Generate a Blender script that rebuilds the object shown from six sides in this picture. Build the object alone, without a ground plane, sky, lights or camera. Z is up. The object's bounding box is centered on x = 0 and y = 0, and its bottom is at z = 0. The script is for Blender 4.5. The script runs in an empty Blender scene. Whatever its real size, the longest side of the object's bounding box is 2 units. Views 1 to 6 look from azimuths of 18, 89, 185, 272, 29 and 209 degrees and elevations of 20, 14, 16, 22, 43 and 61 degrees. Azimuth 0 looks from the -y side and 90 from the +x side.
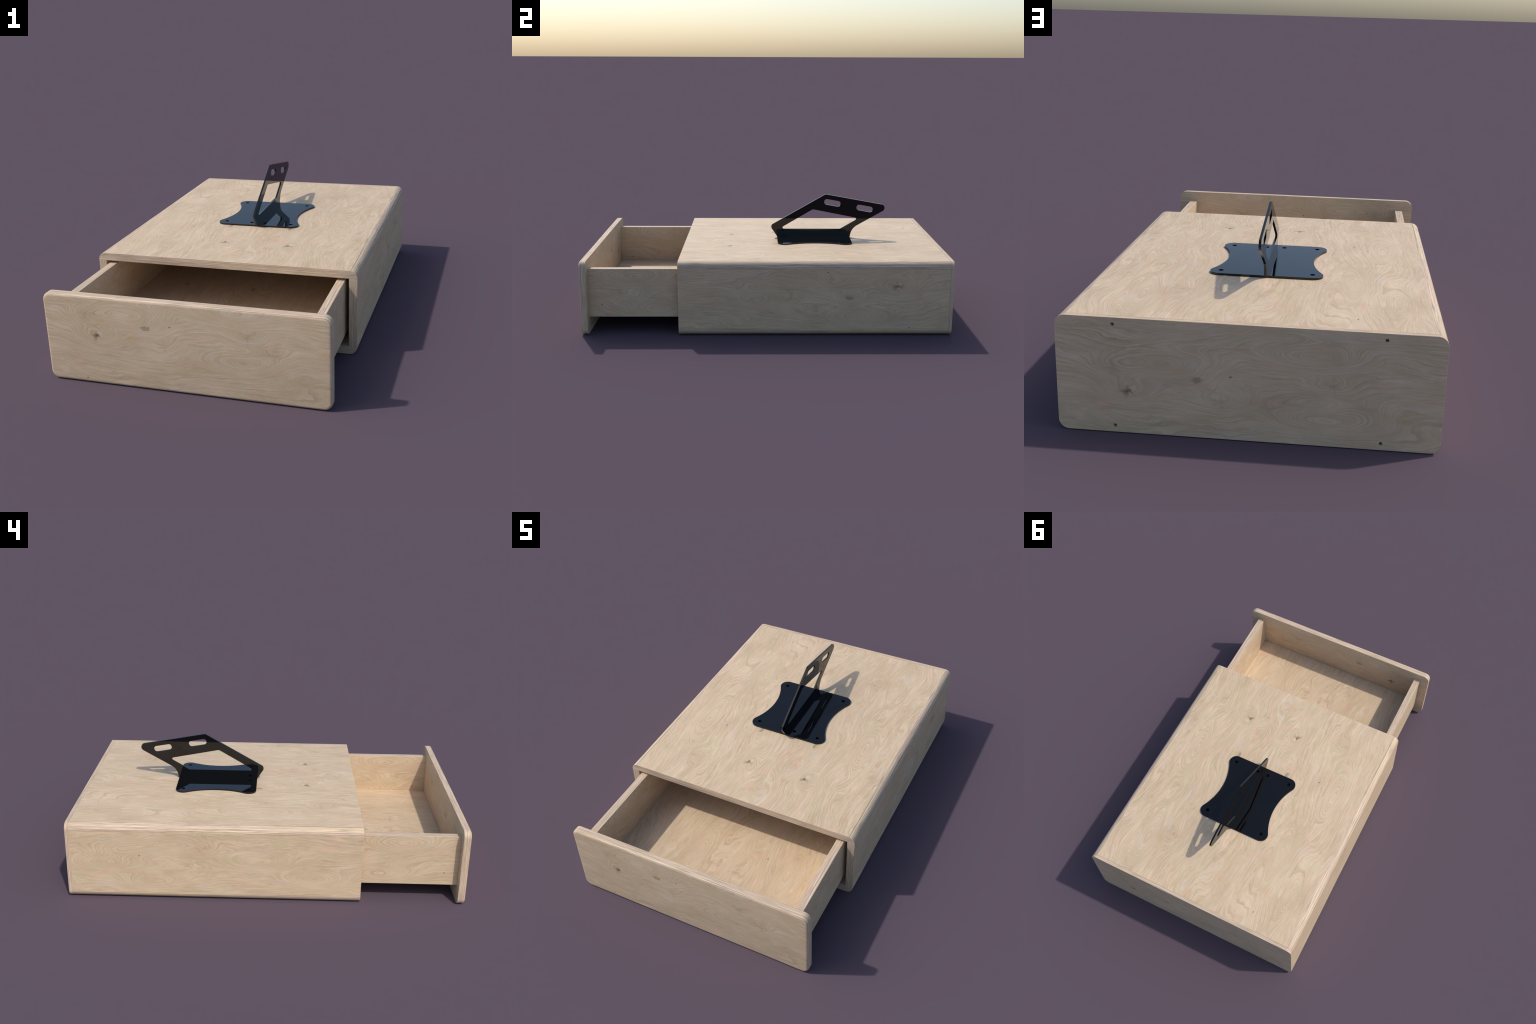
"""Birch plywood box with a pulled-out drawer and a glossy black plate bracket on its lid.

Everything is in metres, z up.  All wood parts are cut from sheets; each sheet gets a veneer
material on its two faces and a ply-stripe material on its cut edges.
"""
import bpy, bmesh, math
from math import sin, cos, pi, radians
from mathutils import Vector

# ------------------------------------------------------------------ dimensions
HALF_W = 0.6328          # half outer width (x)
HEIGHT = 0.4066          # outer height
SHEET = 0.038           # thickness of the carcass and drawer sheets
BACK_T = 0.0195         # thickness of the back sheet
Y_OPEN = -0.4752         # front opening of the carcass
Y_REAR = 1.0            # outer face of the back
Y_FACE = -1.0           # outer face of the drawer front
ROUND = 0.036           # radius of the long outer corners
Y_BACK_IN = Y_REAR - BACK_T

# ------------------------------------------------------------------ outlines
def fillet_outline(pts, seg=10):
    """pts: (u, v, radius) corners in order -> polyline with rounded corners."""
    out = []
    n = len(pts)
    for i, (u, v, r) in enumerate(pts):
        p = Vector((u, v))
        if r <= 0:
            out.append((u, v))
            continue
        a = (Vector(pts[i - 1][:2]) - p).normalized()
        b = (Vector(pts[(i + 1) % n][:2]) - p).normalized()
        half = a.angle(b) / 2
        t = r / math.tan(half)
        c = p + (a + b).normalized() * (r / sin(half))
        s, e = p + a * t - c, p + b * t - c
        sweep = s.angle_signed(e)          # clockwise positive
        for k in range(seg + 1):
            ang = -sweep * k / seg
            out.append((c.x + s.x * cos(ang) - s.y * sin(ang),
                        c.y + s.x * sin(ang) + s.y * cos(ang)))
    return out

def circle(u, v, r, n=28):
    return [(u + r * cos(2 * pi * k / n), v + r * sin(2 * pi * k / n)) for k in range(n)]

def slot(u, v, length, width, angle, r, seg=8):
    """Rounded slot turned by angle."""
    ca, sa = cos(angle), sin(angle)
    h, w = length / 2, width / 2
    loop = fillet_outline([(-h, -w, r), (h, -w, r), (h, w, r), (-h, w, r)], seg)
    return [(u + x * ca - y * sa, v + x * sa + y * ca) for x, y in loop]

# ------------------------------------------------------------------ mesh building
AXES = {"x": lambda u, v, w: (w, u, v),      # sheet lying in the yz plane
        "y": lambda u, v, w: (u, w, v),      # sheet lying in the xz plane
        "z": lambda u, v, w: (u, v, w)}      # sheet lying in the xy plane

def finish(name, bm, mats, origin, parent, bevel=0.0, angle=32):
    bmesh.ops.recalc_face_normals(bm, faces=bm.faces)
    bmesh.ops.translate(bm, verts=bm.verts, vec=-Vector(origin))
    me = bpy.data.meshes.new(name)
    bm.to_mesh(me)
    bm.free()
    for m in mats:
        me.materials.append(m)
    me.shade_smooth()
    me.set_sharp_from_angle(angle=radians(angle))
    ob = bpy.data.objects.new(name, me)
    bpy.context.scene.collection.objects.link(ob)
    ob.location = origin
    if parent is not None:
        ob.parent = parent
        off = Vector((0, 0, 0))
        p = parent
        while p is not None:
            off += p.location
            p = p.parent
        ob.location = Vector(origin) - off
    if bevel:
        bv = ob.modifiers.new("eased_edges", "BEVEL")
        bv.width = bevel
        bv.segments = 1
        bv.limit_method = "ANGLE"
        bv.angle_limit = radians(45)
    return ob

def sheet(name, normal, outline, holes, w0, w1, mats, parent, bevel=0.0007, rim=None):
    """Cut a flat sheet: outline with holes, between w0 and w1 along its normal.
    Slot 0 faces, slot 1 cut edges, slot 2 (via rim test) rounded edges."""
    put = AXES[normal]
    bm = bmesh.new()
    for loop in [outline] + holes:
        vs = [bm.verts.new(put(u, v, w0)) for u, v in loop]
        for a, b in zip(vs, vs[1:] + vs[:1]):
            bm.edges.new((a, b))
    if holes:
        bmesh.ops.triangle_fill(bm, edges=bm.edges[:], use_beauty=True, use_dissolve=False)
    else:
        bm.faces.new(bm.verts[:])
    for f in bm.faces:
        f.material_index = 0
    base = bm.faces[:]
    ret = bmesh.ops.extrude_face_region(bm, geom=base, use_keep_orig=True)
    top = [g for g in ret["geom"] if isinstance(g, bmesh.types.BMVert)]
    bmesh.ops.translate(bm, verts=top, vec=Vector(put(0, 0, w1 - w0)))
    bm.normal_update()
    ax = "xyz".index(normal)
    for f in bm.faces:
        if abs(f.normal[ax]) < 0.5:
            f.material_index = 1
            if rim and rim(f):
                f.material_index = 2
    lo = [min(v.co[i] for v in bm.verts) for i in range(3)]
    hi = [max(v.co[i] for v in bm.verts) for i in range(3)]
    origin = [(a + b) / 2 for a, b in zip(lo, hi)]
    return finish(name, bm, mats, origin, parent, bevel)

def box_sheet(name, normal, lo, hi, faces_mat, edge_mat, parent, bevel=0.0007):
    i = "xyz".index(normal)
    uv = [k for k in range(3) if k != i]
    (u0, v0), (u1, v1) = [(p[uv[0]], p[uv[1]]) for p in (lo, hi)]
    loop = [(u0, v0), (u1, v0), (u1, v1), (u0, v1)]
    return sheet(name, normal, loop, [], lo[i], hi[i], [faces_mat, edge_mat], parent, bevel)

# ------------------------------------------------------------------ materials
class Nodes:
    """Small helper that writes node maths as expressions."""
    def __init__(self, name):
        self.mat = bpy.data.materials.new(name)
        self.mat.use_nodes = True
        self.t = self.mat.node_tree
        self.t.nodes.clear()
        self.out = self.t.nodes.new("ShaderNodeOutputMaterial")
        self.bsdf = self.t.nodes.new("ShaderNodeBsdfPrincipled")
        self.t.links.new(self.bsdf.outputs[0], self.out.inputs[0])

    def link(self, src, dst):
        if isinstance(src, (int, float)):
            dst.default_value = src
        elif isinstance(src, (tuple, list)):
            dst.default_value = src
        else:
            self.t.links.new(src, dst)

    def math(self, op, *args, clamp=False):
        n = self.t.nodes.new("ShaderNodeMath")
        n.operation = op
        n.use_clamp = clamp
        for a, s in zip(args, n.inputs):
            self.link(a, s)
        return n.outputs[0]

    def add(self, *a):
        r = a[0]
        for b in a[1:]:
            r = self.math("ADD", r, b)
        return r

    def mul(self, a, b):
        return self.math("MULTIPLY", a, b)

    def coords(self, origin):
        """Object coordinates shifted back by the part's origin -> (x, y, z) of the whole thing."""
        tc = self.t.nodes.new("ShaderNodeTexCoord")
        mp = self.t.nodes.new("ShaderNodeMapping")
        mp.inputs["Location"].default_value = origin
        self.link(tc.outputs["Object"], mp.inputs["Vector"])
        sp = self.t.nodes.new("ShaderNodeSeparateXYZ")
        self.link(mp.outputs[0], sp.inputs[0])
        return dict(zip("xyz", sp.outputs))

    def vec(self, x, y, z=0.0):
        n = self.t.nodes.new("ShaderNodeCombineXYZ")
        for a, s in zip((x, y, z), n.inputs):
            self.link(a, s)
        return n.outputs[0]

    def noise(self, v, scale=1.0, detail=2.0, rough=0.5, distort=0.0):
        n = self.t.nodes.new("ShaderNodeTexNoise")
        n.inputs["Scale"].default_value = scale
        n.inputs["Detail"].default_value = detail
        n.inputs["Roughness"].default_value = rough
        n.inputs["Distortion"].default_value = distort
        self.link(v, n.inputs["Vector"])
        return n.outputs["Fac"]

    def span(self, v, a, b, c=0.0, d=1.0, smooth=False):
        n = self.t.nodes.new("ShaderNodeMapRange")
        n.interpolation_type = "SMOOTHSTEP" if smooth else "LINEAR"
        self.link(v, n.inputs[0])
        for k, val in enumerate((a, b, c, d)):
            n.inputs[k + 1].default_value = val
        return n.outputs[0]

    def mix(self, fac, a, b, blend="MIX"):
        n = self.t.nodes.new("ShaderNodeMix")
        n.data_type = "RGBA"
        n.blend_type = blend
        self.link(fac, n.inputs[0])
        self.link(a, n.inputs[6])
        self.link(b, n.inputs[7])
        return n.outputs[2]

    def ramp(self, fac, stops):
        n = self.t.nodes.new("ShaderNodeValToRGB")
        e = n.color_ramp.elements
        while len(e) < len(stops):
            e.new(0.5)
        for el, (p, c) in zip(e, stops):
            el.position = p
            el.color = c
        self.link(fac, n.inputs[0])
        return n.outputs[0]

    def bump(self, height, strength, dist):
        n = self.t.nodes.new("ShaderNodeBump")
        n.inputs["Strength"].default_value = strength
        n.inputs["Distance"].default_value = dist
        self.link(height, n.inputs["Height"])
        self.link(n.outputs[0], self.bsdf.inputs["Normal"])

def rgb(r, g, b):
    """sRGB 0-255 -> linear RGBA."""
    f = lambda c: c / 12.92 if c <= 0.04045 else ((c + 0.055) / 1.055) ** 2.4
    return (f(r / 255), f(g / 255), f(b / 255), 1.0)

BASE = rgb(215, 190, 157)
DARK = rgb(184, 157, 124)
PALE = rgb(226, 203, 172)

def veneer(name, along, across, origin, seed, knots=(), flip=1.0):
    """Rotary-cut birch face.  knots: (kind, along, across) in the frame of the whole thing."""
    n = Nodes(name)
    p = n.coords(origin)
    g, c = p[along], p[across]
    if flip < 0:
        g = n.mul(g, -1.0)
    # slow wandering of the grain
    w1 = n.noise(n.vec(n.mul(g, 1.5), n.mul(c, 3.9), seed), 1.0, 1.0, 0.45, 0.4)
    w2 = n.noise(n.vec(n.mul(g, 7.0), n.mul(c, 17.0), seed + 4.0), 1.0, 2.0, 0.5, 0.6)
    field = n.add(n.mul(c, 7.5), n.mul(w1, 2.3), n.mul(w2, 0.26))
    dark_spots, pale_spots, halos = [], [], []
    for kind, kg, kc in knots:
        kg = kg * flip
        dg = n.math("SUBTRACT", g, kg)
        dc = n.math("SUBTRACT", c, kc)
        def dist(a, b, wob=0.0):
            d = n.math("SQRT", n.add(n.math("POWER", n.mul(dg, 1 / a), 2.0), n.math("POWER", n.mul(dc, 1 / b), 2.0)))
            if wob:
                wn = n.noise(n.vec(n.mul(g, 70), n.mul(c, 70), seed + kg), 1.0, 2.0, 0.6)
                d = n.add(d, n.mul(n.math("SUBTRACT", wn, 0.5), wob))
            return d
        if kind in ("star", "eye"):
            k = 1.0 if kind == "star" else 0.42
            d = dist(0.085, 0.042)
            field = n.add(field, n.mul(n.span(d, 0.0, 1.6, 1.0, 0.0, True), 1.0 * k))
            # radiating creases of the branch
            ang = n.math("ARCTAN2", dc, dg)
            rad = dist(0.034, 0.030)
            rays = n.noise(n.vec(n.mul(ang, 1.0), n.mul(rad, 0.30), seed + kg * 3), 2.2, 2.0, 0.65)
            rays = n.span(rays, 0.50, 0.62, 0.0, 1.0, True)
            dark_spots.append(n.mul(n.mul(rays, n.span(rad, 0.1, 1.4, 1.0, 0.0, True)), 0.48 * k))
            dark_spots.append(n.mul(n.span(dist(0.0135, 0.0095, 1.6), 0.0, 1.1, 1.0, 0.0, True), 0.80 * k * k))
            if kind == "star":       # bruised grey smear beside the core, pale lip on the other side
                dc_keep, dg_keep = dc, dg
                dg, dc = n.math("ADD", dg_keep, 0.010), n.math("ADD", dc_keep, 0.006)
                dark_spots.append(n.mul(n.span(dist(0.012, 0.022, 1.1), 0.2, 1.1, 1.0, 0.0, True), 0.34))
                dg, dc = n.math("SUBTRACT", dg_keep, 0.014), n.math("SUBTRACT", dc_keep, 0.010)
                pale_spots.append(n.mul(n.span(dist(0.014, 0.013, 1.2), 0.3, 1.1, 1.0, 0.0, True), 0.55))
                dg, dc = dg_keep, dc_keep
            halos.append(n.mul(n.span(dist(0.05, 0.032, 0.8), 0.2, 1.2, 1.0, 0.0, True), 0.5 * k))
        elif kind == "blotch":
            d = dist(0.027, 0.013, 1.3)
            field = n.add(field, n.mul(n.span(dist(0.09, 0.03), 0.0, 1.5, 1.0, 0.0, True), 0.6))
            dark_spots.append(n.mul(n.span(d, 0.60, 1.05, 1.0, 0.0, True), 0.40))
        elif kind == "dot":
            dark_spots.append(n.mul(n.span(dist(0.006, 0.004, 0.8), 0.4, 1.1, 1.0, 0.0, True), 0.75))
        elif kind == "pale":
            pale_spots.append(n.mul(n.span(dist(0.04, 0.016, 0.5), 0.5, 1.05, 1.0, 0.0, True), 0.34))
        elif kind == "oval":
            field = n.add(field, n.mul(n.span(dist(0.20, 0.055), 0.0, 1.3, 1.0, 0.0, True), 1.25))
    # growth rings: a slow rise and a sharp dark line, strength coming and going
    ring = n.math("FRACT", n.mul(field, 6.0))
    line = n.math("MAXIMUM", n.span(ring, 0.62, 0.93, 0.0, 1.0, True), 0.0)
    line = n.mul(line, n.span(ring, 0.93, 1.0, 1.0, 0.0, True))
    fine = n.math("FRACT", n.mul(field, 19.0))
    fline = n.mul(n.span(fine, 0.35, 0.8, 0.0, 1.0, True), n.span(fine, 0.8, 1.0, 1.0, 0.0, True))
    fade = n.span(n.noise(n.vec(n.mul(g, 3.0), n.mul(c, 8.0), seed + 9), 1.0, 2.0), 0.34, 0.66, 0.15, 1.0)
    fade2 = n.span(n.noise(n.vec(n.mul(g, 4.0), n.mul(c, 7.0), seed + 19), 1.0, 2.0), 0.45, 0.65, 0.0, 1.0)
    glow = n.mul(n.span(ring, 0.0, 0.3, 1.0, 0.0), 0.30)
    # fibres and tone
    stroke = n.noise(n.vec(n.mul(g, 9.0), n.mul(field, 18.0), seed + 40), 1.0, 2.0, 0.55)
    fibre = n.noise(n.vec(n.mul(g, 22), n.mul(c, 330), seed + 2), 1.0, 3.0, 0.65)
    tone = n.noise(n.vec(n.mul(g, 5.0), n.mul(c, 13.0), seed + 5), 1.0, 3.0, 0.55, 0.4)
    hue = n.noise(n.vec(n.mul(g, 11.0), n.mul(c, 24.0), seed + 7), 1.0, 2.0, 0.5, 0.3)
    chalk = n.noise(n.vec(n.mul(g, 8.0), n.mul(c, 20.0), seed + 57), 1.0, 2.0, 0.5, 0.5)
    col = n.mix(n.span(tone, 0.28, 0.72), DARK, PALE)
    col = n.mix(0.52, col, BASE)
    col = n.mix(n.span(hue, 0.56, 0.72, 0.0, 0.6, True), col, rgb(222, 184, 156))     # rosy
    col = n.mix(n.span(hue, 0.44, 0.29, 0.0, 0.6, True), col, rgb(202, 188, 146))     # greenish
    col = n.mix(n.span(chalk, 0.58, 0.72, 0.0, 0.5, True), col, rgb(212, 194, 176))    # chalky
    warm = n.noise(n.vec(n.mul(g, 9.0), n.mul(c, 15.0), seed + 31), 1.0, 2.0, 0.5, 0.3)
    col = n.mix(n.span(warm, 0.63, 0.78, 0.0, 0.5, True), col, rgb(205, 165, 112))     # amber stain
    col = n.mix(n.mul(glow, fade), col, rgb(232, 208, 178))
    col = n.mix(n.mul(n.mul(line, fade), 0.37), col, rgb(168, 143, 115))
    col = n.mix(n.mul(n.mul(fline, fade2), 0.24), col, rgb(170, 142, 110))
    col = n.mix(n.mul(n.math("ABSOLUTE", n.math("SUBTRACT", fibre, 0.5)), 0.35), col, rgb(178, 150, 118))
    col = n.mix(n.span(stroke, 0.48, 0.30, 0.0, 0.31, True), col, rgb(174, 150, 121))
    col = n.mix(n.span(stroke, 0.54, 0.72, 0.0, 0.36, True), col, rgb(232, 206, 178))
    flecks = n.noise(n.vec(n.mul(g, 24.0), n.mul(field, 46.0), seed + 91), 1.0, 2.0, 0.6)
    col = n.mix(n.span(flecks, 0.56, 0.68, 0.0, 0.34, True), col, rgb(236, 212, 186))
    col = n.mix(n.span(flecks, 0.44, 0.32, 0.0, 0.28, True), col, rgb(170, 147, 120))
    band = n.noise(n.vec(n.mul(g, 5.0), n.mul(field, 6.0), seed + 77), 1.0, 2.0, 0.55, 0.3)
    col = n.mix(n.span(band, 0.49, 0.33, 0.0, 0.17, True), col, rgb(180, 155, 124))
    col = n.mix(n.span(band, 0.53, 0.68, 0.0, 0.22, True), col, rgb(230, 207, 179))
    for h in halos:
        col = n.mix(n.mul(h, 0.6), col, rgb(196, 170, 134))
    for s in pale_spots:
        col = n.mix(s, col, rgb(222, 205, 184))
    # pin specks
    vor = n.t.nodes.new("ShaderNodeTexVoronoi")
    vor.inputs["Scale"].default_value = 1.0
    n.link(n.vec(n.mul(g, 6.5), n.mul(c, 9.0), seed), vor.inputs["Vector"])
    speck = n.span(vor.outputs["Distance"], 0.010, 0.022, 0.55, 0.0, True)
    col = n.mix(speck, col, rgb(110, 84, 62))
    for s in dark_spots:
        col = n.mix(s, col, rgb(88, 72, 58))
    n.link(col, n.bsdf.inputs["Base Color"])
    n.bsdf.inputs["Roughness"].default_value = 0.52
    n.bsdf.inputs["Specular IOR Level"].default_value = 0.35
    n.bump(n.add(n.mul(line, -0.5), n.mul(fibre, 0.6)), 0.12, 0.0012)
    return n.mat

def plies(name, thick, lengths, origin, seed, rounded=False, centre=0.0, span_t=SHEET):
    """Cut edge of plywood: thin stripes across the sheet thickness, streaked along the edge."""
    n = Nodes(name)
    p = n.coords(origin)
    if rounded:   # follow the stripes round the long corner
        t = n.mul(n.math("SUBTRACT", p["z"], n.math("ABSOLUTE", p["x"])), 0.62)
    else:
        t = n.math("SUBTRACT", p[thick], centre)
    l = n.add(*[p[a] for a in lengths]) if len(lengths) > 1 else p[lengths[0]]
    wob = n.noise(n.vec(n.mul(l, 2.3), n.mul(t, 30), seed), 1.0, 2.0)
    tt = n.add(t, n.mul(n.math("SUBTRACT", wob, 0.5), 0.0022))
    s1 = n.noise(n.vec(n.mul(l, 2.2), n.mul(tt, 340), seed + 1), 1.0, 1.0, 0.5)
    s2 = n.noise(n.vec(n.mul(l, 9), n.mul(tt, 560), seed + 2), 1.0, 2.0, 0.6)
    s3 = n.noise(n.vec(n.mul(l, 0.9), n.mul(tt, 230), seed + 3), 1.0, 1.0, 0.5)
    ply = n.math("FRACT", n.add(n.mul(tt, 6.0 / span_t), 0.5))
    alt = n.math("FRACT", n.add(n.mul(tt, 3.0 / span_t), 0.25))
    glue = n.math("MAXIMUM", n.span(ply, 0.0, 0.10, 1.0, 0.0, True), n.span(ply, 0.90, 1.0, 0.0, 1.0, True))
    col = n.ramp(s1, [(0.32, rgb(166, 144, 122)), (0.44, rgb(208, 185, 158)), (0.56, rgb(226, 204, 178)), (0.70, rgb(238, 218, 195))])
    endgrain = n.span(alt, 0.44, 0.56, 0.0, 1.0, True)
    col = n.mix(n.mul(endgrain, 0.30), col, rgb(178, 154, 128))
    col = n.mix(n.span(s3, 0.56, 0.66, 0.0, 0.62, True), col, rgb(238, 217, 164))      # yellow ply
    col = n.mix(n.span(s3, 0.45, 0.36, 0.0, 0.65, True), col, rgb(226, 187, 168))      # rosy ply
    col = n.mix(n.mul(n.span(s2, 0.48, 0.62, 0.0, 1.0), 0.62), col, rgb(142, 122, 104))
    col = n.mix(n.mul(glue, 0.42), col, rgb(124, 103, 86))
    n.link(col, n.bsdf.inputs["Base Color"])
    n.bsdf.inputs["Roughness"].default_value = 0.6
    n.bsdf.inputs["Specular IOR Level"].default_value = 0.25
    n.bump(n.add(s1, n.mul(s2, 0.5)), 0.15, 0.001)
    return n.mat

def black_gloss(name="polished_black", rough=0.0, spec=0.5):
    n = Nodes(name)
    p = n.coords((0, 0, 0))
    v = n.vec(p["x"], p["y"], p["z"])
    smear = n.noise(v, 9.0, 2.0)
    n.link(n.mix(smear, (0.0016, 0.0017, 0.0020, 1), (0.0030, 0.0031, 0.0036, 1)), n.bsdf.inputs["Base Color"])
    n.bsdf.inputs["Roughness"].default_value = rough
    n.bsdf.inputs["Specular IOR Level"].default_value = spec
    n.bsdf.inputs["IOR"].default_value = 1.5
    return n.mat

# knots of one veneer strip relative to its star: (kind, along, across)
STRIP = [("star", 0.0, 0.0), ("blotch", 0.228, 0.052), ("dot", 0.338, 0.070), ("eye", -0.05, 0.08),
         ("eye", 0.309, -0.018), ("pale", -0.19, 0.110), ("eye", 0.669, 0.058), ("eye", 0.776, -0.012),
         ("oval", 0.655, -0.066), ("oval", 0.13, 0.10), ("dot", -0.066, -0.21), ("oval", 0.60, 0.15)]

def strip(sg, sc, dir_along=1, dir_across=1, scale=1.0, skip=()):
    return [(k, sg + a * dir_along * scale, sc + b * dir_across * scale)
            for i, (k, a, b) in enumerate(STRIP) if i not in skip]

# ------------------------------------------------------------------ hierarchy
def empty(name, loc, parent=None):
    e = bpy.data.objects.new(name, None)
    e.empty_display_size = 0.1
    bpy.context.scene.collection.objects.link(e)
    e.location = loc
    if parent is not None:
        e.parent = parent
        e.location = Vector(loc) - parent.location
    return e

thing = empty("drawer_box", (0, 0, 0))
thing["label"] = "low birch plywood box with open drawer and black bracket"
thing["category"] = "storage drawer"

# ------------------------------------------------------------------ carcass
def lid_outline(top):
    """Cross-section (x, z) of the top or bottom sheet: two rounded outer corners."""
    if top:
        z0, z1 = HEIGHT - SHEET, HEIGHT
        c = [(-HALF_W, z0, 0), (HALF_W, z0, 0), (HALF_W, z1, ROUND), (-HALF_W, z1, ROUND)]
    else:
        z0, z1 = 0.0, SHEET
        c = [(-HALF_W, z0, ROUND), (HALF_W, z0, ROUND), (HALF_W, z1, 0), (-HALF_W, z1, 0)]
    return fillet_outline(c, 12)

def lid(name, top, face, edge, edge_round):
    """The sheet is a rounded section run along y; faces by where they lie."""
    loop = lid_outline(top)
    bm = bmesh.new()
    rings = []
    for y in (Y_OPEN, Y_BACK_IN):
        rings.append([bm.verts.new((x, y, z)) for x, z in loop])
    bm.faces.new(rings[0]).material_index = 1
    bm.faces.new(rings[1][::-1]).material_index = 1
    n = len(loop)
    for i in range(n):
        j = (i + 1) % n
        f = bm.faces.new((rings[0][i], rings[0][j], rings[1][j], rings[1][i]))
        f.normal_update()
        f.material_index = 0 if abs(f.normal.z) > 0.999 else 2
    mid = (0, (Y_OPEN + Y_BACK_IN) / 2, HEIGHT - SHEET / 2 if top else SHEET / 2)
    return finish(name, bm, [face, edge, edge_round], mid, thing, 0.0007)

y_mid = (Y_OPEN + Y_BACK_IN) / 2
o = (0, y_mid, HEIGHT - SHEET / 2)
top_knots = (strip(-0.201, 0.242, 1, -1, 1.12, (4, 6, 7, 8, 9, 10, 11)) + strip(-0.203, -0.077, 1, -1, 1.12, (3, 4, 5, 6, 7, 10, 8, 9, 11)) +
             [("eye", -0.277, -0.366), ("eye", 0.586, -0.145), ("eye", 0.696, 0.256), ("dot", 0.887, -0.348),
              ("oval", 0.705, -0.497), ("oval", 0.527, -0.334), ("oval", 0.60, 0.10), ("oval", 0.75, 0.40),
              ("oval", 0.15, 0.43), ("oval", 0.05, -0.45), ("dot", 0.011, -0.327)])
lid("top_panel", True, veneer("birch_face_lid", "y", "x", o, 1.3, top_knots),
    plies("ply_edge_lid_end", "z", "x", o, 2.0, centre=o[2]),
    plies("ply_edge_lid_side", "z", "y", o, 5.0, rounded=True))
o = (0, y_mid, SHEET / 2)
lid("bottom_panel", False, veneer("birch_face_base", "y", "x", o, 11.0),
    plies("ply_edge_base_end", "z", "x", o, 3.0, centre=o[2]),
    plies("ply_edge_base_side", "z", "y", o, 6.0, rounded=False, centre=o[2]))

for s in (1, -1):
    x0, x1 = sorted((s * HALF_W, s * (HALF_W - SHEET)))
    o = ((x0 + x1) / 2, y_mid, HEIGHT / 2)
    if s > 0:
        face = veneer("birch_face_right", "y", "z", o, 21.0, strip(0.696, 0.275, -1, 1, 1.1, (1, 3, 4, 5)) +
                      [("blotch", 0.442, 0.211), ("eye", 0.339, 0.297), ("eye", -0.079, 0.207), ("oval", 0.5, 0.10)])
    else:
        face = veneer("birch_face_left", "y", "z", o, 33.0,
                      [("oval", 0.708, 0.278), ("oval", 0.793, 0.197), ("oval", 0.572, 0.098), ("eye", 0.328, 0.273),
                       ("oval", 0.469, 0.305), ("dot", 0.633, 0.241), ("oval", 0.05, 0.22), ("oval", -0.25, 0.12)])
    box_sheet("side_panel", "x", (x0, Y_OPEN, SHEET), (x1, Y_BACK_IN, HEIGHT - SHEET), face,
              plies("ply_edge_side", "x", "z", o, 8.0 + s, centre=o[0]), thing)

# back with four screw holes
o = (0, Y_REAR - BACK_T / 2, HEIGHT / 2)
back_loop = fillet_outline([(-HALF_W, 0, ROUND), (HALF_W, 0, ROUND), (HALF_W, HEIGHT, ROUND), (-HALF_W, HEIGHT, ROUND)], 12)
back_holes = [circle(sx * 0.44, HEIGHT / 2 + sz * 0.18, 0.006, 20) for sx in (1, -1) for sz in (1, -1)]
sheet("back_panel", "y", back_loop, back_holes, Y_BACK_IN, Y_REAR,
      [veneer("birch_face_back", "x", "z", o, 41.0, strip(0.392, 0.154, -1, 1, 1.0, (10,)), flip=-1.0),
       plies("ply_edge_back", "y", "xz", o, 12.0, centre=o[1], span_t=BACK_T * 2)], thing)

# ------------------------------------------------------------------ drawer
drawer = empty("drawer", (0, Y_FACE + SHEET, 0.13), thing)
DR_OUT, DR_IN, DR_SHIFT = 0.5782, 0.5405, -0.0020
DR_Z0, DR_Z1 = 0.0885, 0.356
DR_Y0, DR_Y1 = Y_FACE + SHEET, 0.46
FLOOR_Z = 0.130

def drawer_front():
    """Rounded board whose outer face is eased with a soft radius all round."""
    soft = 0.013
    bm = bmesh.new()
    rings = []
    steps = [(0.0, DR_Y0)] + [(soft * (1 - cos(a)), Y_FACE + soft * (1 - sin(a)))
                              for a in [pi / 2 * k / 6 for k in range(7)]]
    for inset, y in steps:
        w, r = HALF_W - inset, ROUND - inset
        loop = fillet_outline([(-w, inset, r), (w, inset, r), (w, HEIGHT - inset, r), (-w, HEIGHT - inset, r)], 12)
        rings.append([bm.verts.new((x, y, z)) for x, z in loop])
    n = len(rings[0])
    for k, (a, b) in enumerate(zip(rings, rings[1:])):
        for i in range(n):
            j = (i + 1) % n
            bm.faces.new((a[i], a[j], b[j], b[i])).material_index = 1 if k < 5 else 0
    bm.faces.new(rings[0])
    bm.faces.new(rings[-1][::-1])
    o = (0, (Y_FACE + DR_Y0) / 2, HEIGHT / 2)
    face = veneer("birch_face_front", "x", "z", o, 41.0, strip(-0.387, 0.231, 1, 1, 1.0))
    edge = plies("ply_edge_front", "y", "xz", o, 27.0, centre=o[1])
    return finish("drawer_front", bm, [face, edge], o, drawer, 0.0)

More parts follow.
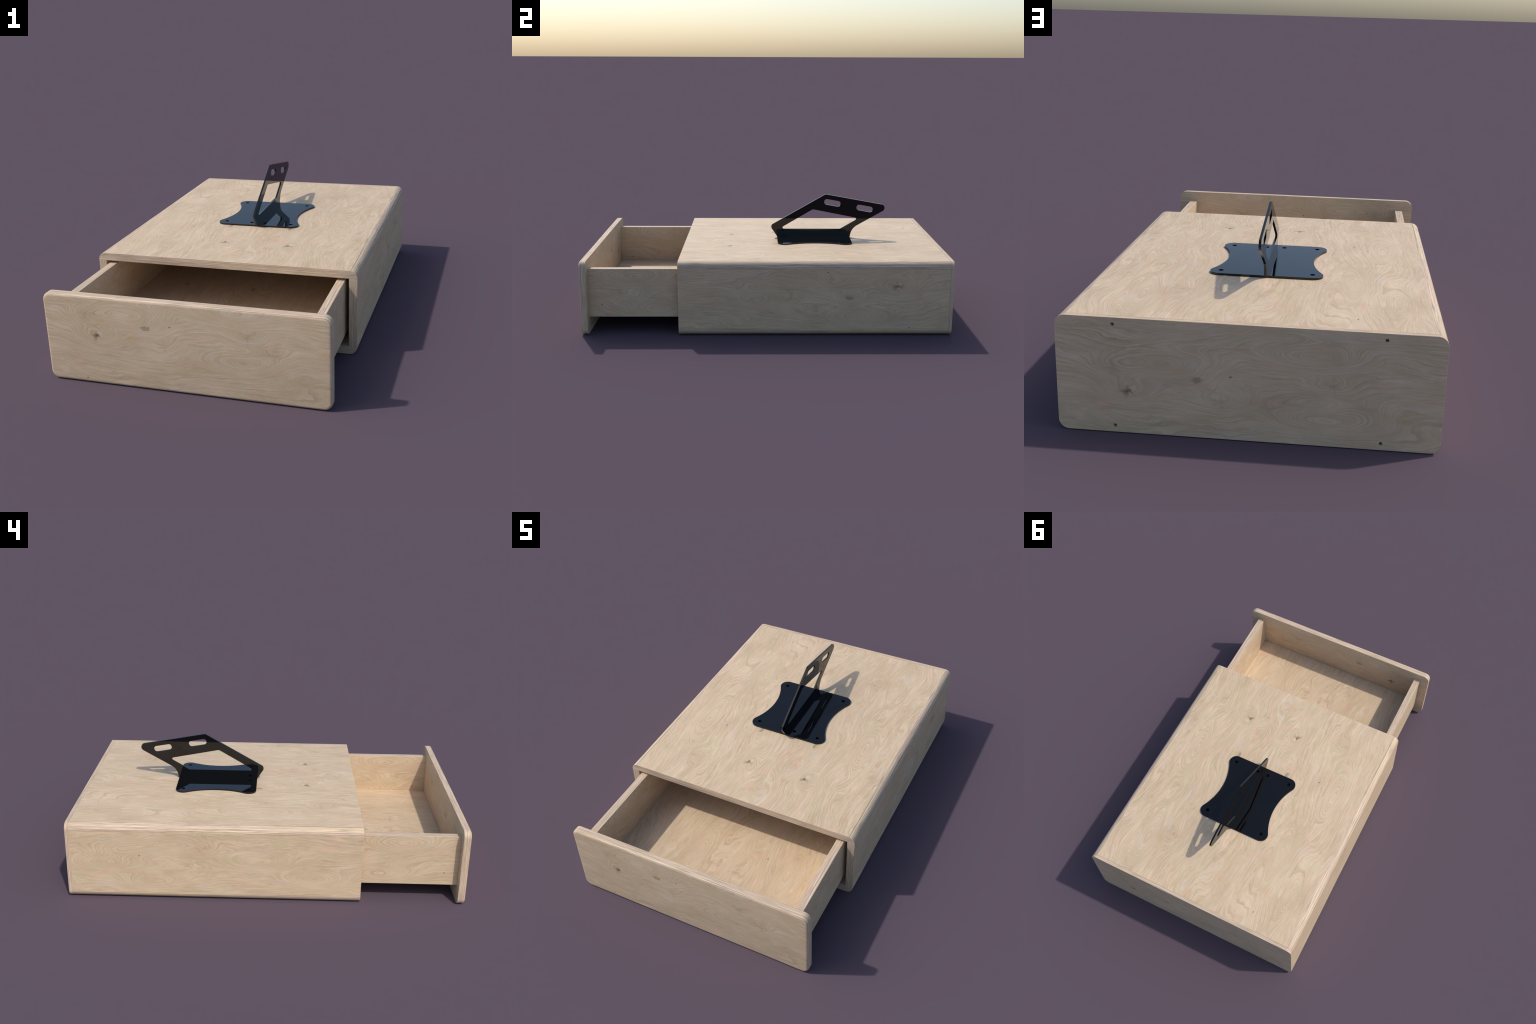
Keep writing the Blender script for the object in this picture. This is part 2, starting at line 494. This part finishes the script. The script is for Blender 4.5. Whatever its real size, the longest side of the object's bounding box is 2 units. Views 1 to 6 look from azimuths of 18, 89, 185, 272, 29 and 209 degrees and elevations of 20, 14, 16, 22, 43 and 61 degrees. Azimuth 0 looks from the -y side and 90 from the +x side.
drawer_front()
for s in (1, -1):
    x0, x1 = sorted((s * DR_OUT + DR_SHIFT, s * DR_IN + DR_SHIFT))
    o = ((x0 + x1) / 2, (DR_Y0 + DR_Y1) / 2, (DR_Z0 + DR_Z1) / 2)
    face = veneer("birch_face_drawer_side", "y", "z", o, 51.0 + 7 * s,
                  [("oval", -0.70, 0.31), ("oval", -0.55, 0.13), ("dot", -0.892, 0.155), ("oval", -0.3, 0.25)])
    box_sheet("drawer_side", "x", (x0, DR_Y0, DR_Z0), (x1, DR_Y1, DR_Z1), face,
              plies("ply_edge_drawer_side", "x", "y", o, 17.0 + s, centre=o[0]), drawer)
o = (DR_SHIFT, (DR_Y0 + DR_Y1) / 2, FLOOR_Z - 0.012)
box_sheet("drawer_floor", "z", (-DR_IN + DR_SHIFT, DR_Y0, FLOOR_Z - 0.024), (DR_IN + DR_SHIFT, DR_Y1, FLOOR_Z),
          veneer("birch_face_drawer_floor", "y", "x", o, 61.0,
                 [("oval", -0.65, -0.15), ("oval", -0.6, 0.33), ("eye", -0.80, -0.17), ("eye", -0.70, 0.08),
                  ("blotch", -0.12, -0.33), ("blotch", -0.12, 0.03), ("oval", -0.4, 0.1), ("dot", -0.55, 0.20)]),
          plies("ply_edge_drawer_floor", "z", "x", o, 19.0, centre=o[2]), drawer)
o = (DR_SHIFT, DR_Y1 - SHEET / 2, (FLOOR_Z + DR_Z1) / 2)
box_sheet("drawer_back", "y", (-DR_IN + DR_SHIFT, DR_Y1 - SHEET, FLOOR_Z), (DR_IN + DR_SHIFT, DR_Y1, DR_Z1),
          veneer("birch_face_drawer_back", "x", "z", o, 71.0),
          plies("ply_edge_drawer_back", "y", "x", o, 20.0, centre=o[1]), drawer)

# ------------------------------------------------------------------ bracket
PLATE_Z0, PLATE_Z1 = HEIGHT - 0.0004, HEIGHT + 0.0086
gloss = black_gloss()
matt = black_gloss("matte_black_disc", 0.7, 0.08)  # matte black for the discs at the bottom of the plate holes, so that the holes look darker
bracket = empty("bracket", (0, 0.282, HEIGHT), thing)

HX, HY, HYC, CR = 0.1740, 0.1765, 0.2840, 0.0410     # hole grid, its centre, corner radius
def plate_outline():
    """Four round lobes about the corner holes, joined by straight ends and hollow sides."""
    waist = 0.1705
    # hollow side: arc of radius R centred on (X, HYC), tangent to both lobe circles
    d = CR
    # (X - HX)^2 + HY^2 = (R + d)^2  and  X - R = waist
    # => R = ((waist - HX)^2 + HY^2 - d^2) / (2 * (d - (waist - HX)))
    k = waist - HX
    R = (k * k + HY * HY - d * d) / (2 * (d - k))
    X = waist + R
    lean = math.atan2(HY, X - HX)                     # direction from arc centre to the lobe
    pts = []
    def arc(cx, cy, r, a0, a1, n):
        for i in range(n + 1):
            a = a0 + (a1 - a0) * i / n
            pts.append((cx + r * cos(a), HYC + cy + r * sin(a)))
    arc(HX, -HY, CR, -pi / 2, lean, 14)               # front right lobe
    arc(X, 0, R, pi + lean, pi - lean, 26)            # right hollow
    arc(HX, HY, CR, -lean, pi / 2, 14)
    arc(-HX, HY, CR, pi / 2, pi + lean, 14)
    arc(-X, 0, R, lean, -lean, 26)
    arc(-HX, -HY, CR, pi - lean, 3 * pi / 2, 14)
    out = []
    for q in pts:
        if not out or (Vector(q) - Vector(out[-1])).length > 1e-5:
            out.append(q)
    return out

HOLE_R = 0.0096
spots = [(sx * HX, HYC + sy * HY) for sx in (1, -1) for sy in (1, -1)] + [(0.036, HYC - HY), (-0.036, HYC - HY)]
sheet("mounting_plate", "z", plate_outline(), [circle(x, y, HOLE_R, 24) for x, y in spots],
      PLATE_Z0, PLATE_Z1, [gloss, gloss], bracket, 0.0006)
hole_disc_mesh = None
for x, y in spots:
    if hole_disc_mesh is None:
        ob = sheet("hole_disc", "z", circle(x, y, HOLE_R - 0.0001, 24), [], HEIGHT - 0.004, HEIGHT + 0.0006, [matt, matt], bracket, 0.0)
        hole_disc_mesh, first = ob.data, ob
        base = Vector((x, y))
    else:
        ob = first.copy()
        ob.location = first.location + Vector((x - base.x, y - base.y, 0))
        bpy.context.scene.collection.objects.link(ob)

UP_T = 0.0092
upright_outline = fillet_outline([
    (0.068, PLATE_Z1 - 0.004, 0), (0.5065, PLATE_Z1 - 0.004, 0), (0.5065, 0.4575, 0.080), (0.7514, 0.5972, 0.022),
    (0.3550, 0.6690, 0.026), (0.0235, 0.4782, 0.020)], 14)
window = fillet_outline([(0.0785, 0.4585, 0.008), (0.445, 0.4585, 0.001), (0.5560, 0.5235, 0.0085), (0.2800, 0.5775, 0.020)], 10)
slots = [slot(0.3968, 0.6167, 0.0985, 0.0335, radians(-10.3), 0.0155),
         slot(0.5902, 0.5830, 0.0985, 0.0335, radians(-10.3), 0.0155)]
sheet("upright", "x", upright_outline, [window] + slots, -UP_T / 2, UP_T / 2, [gloss, gloss], bracket, 0.0005)
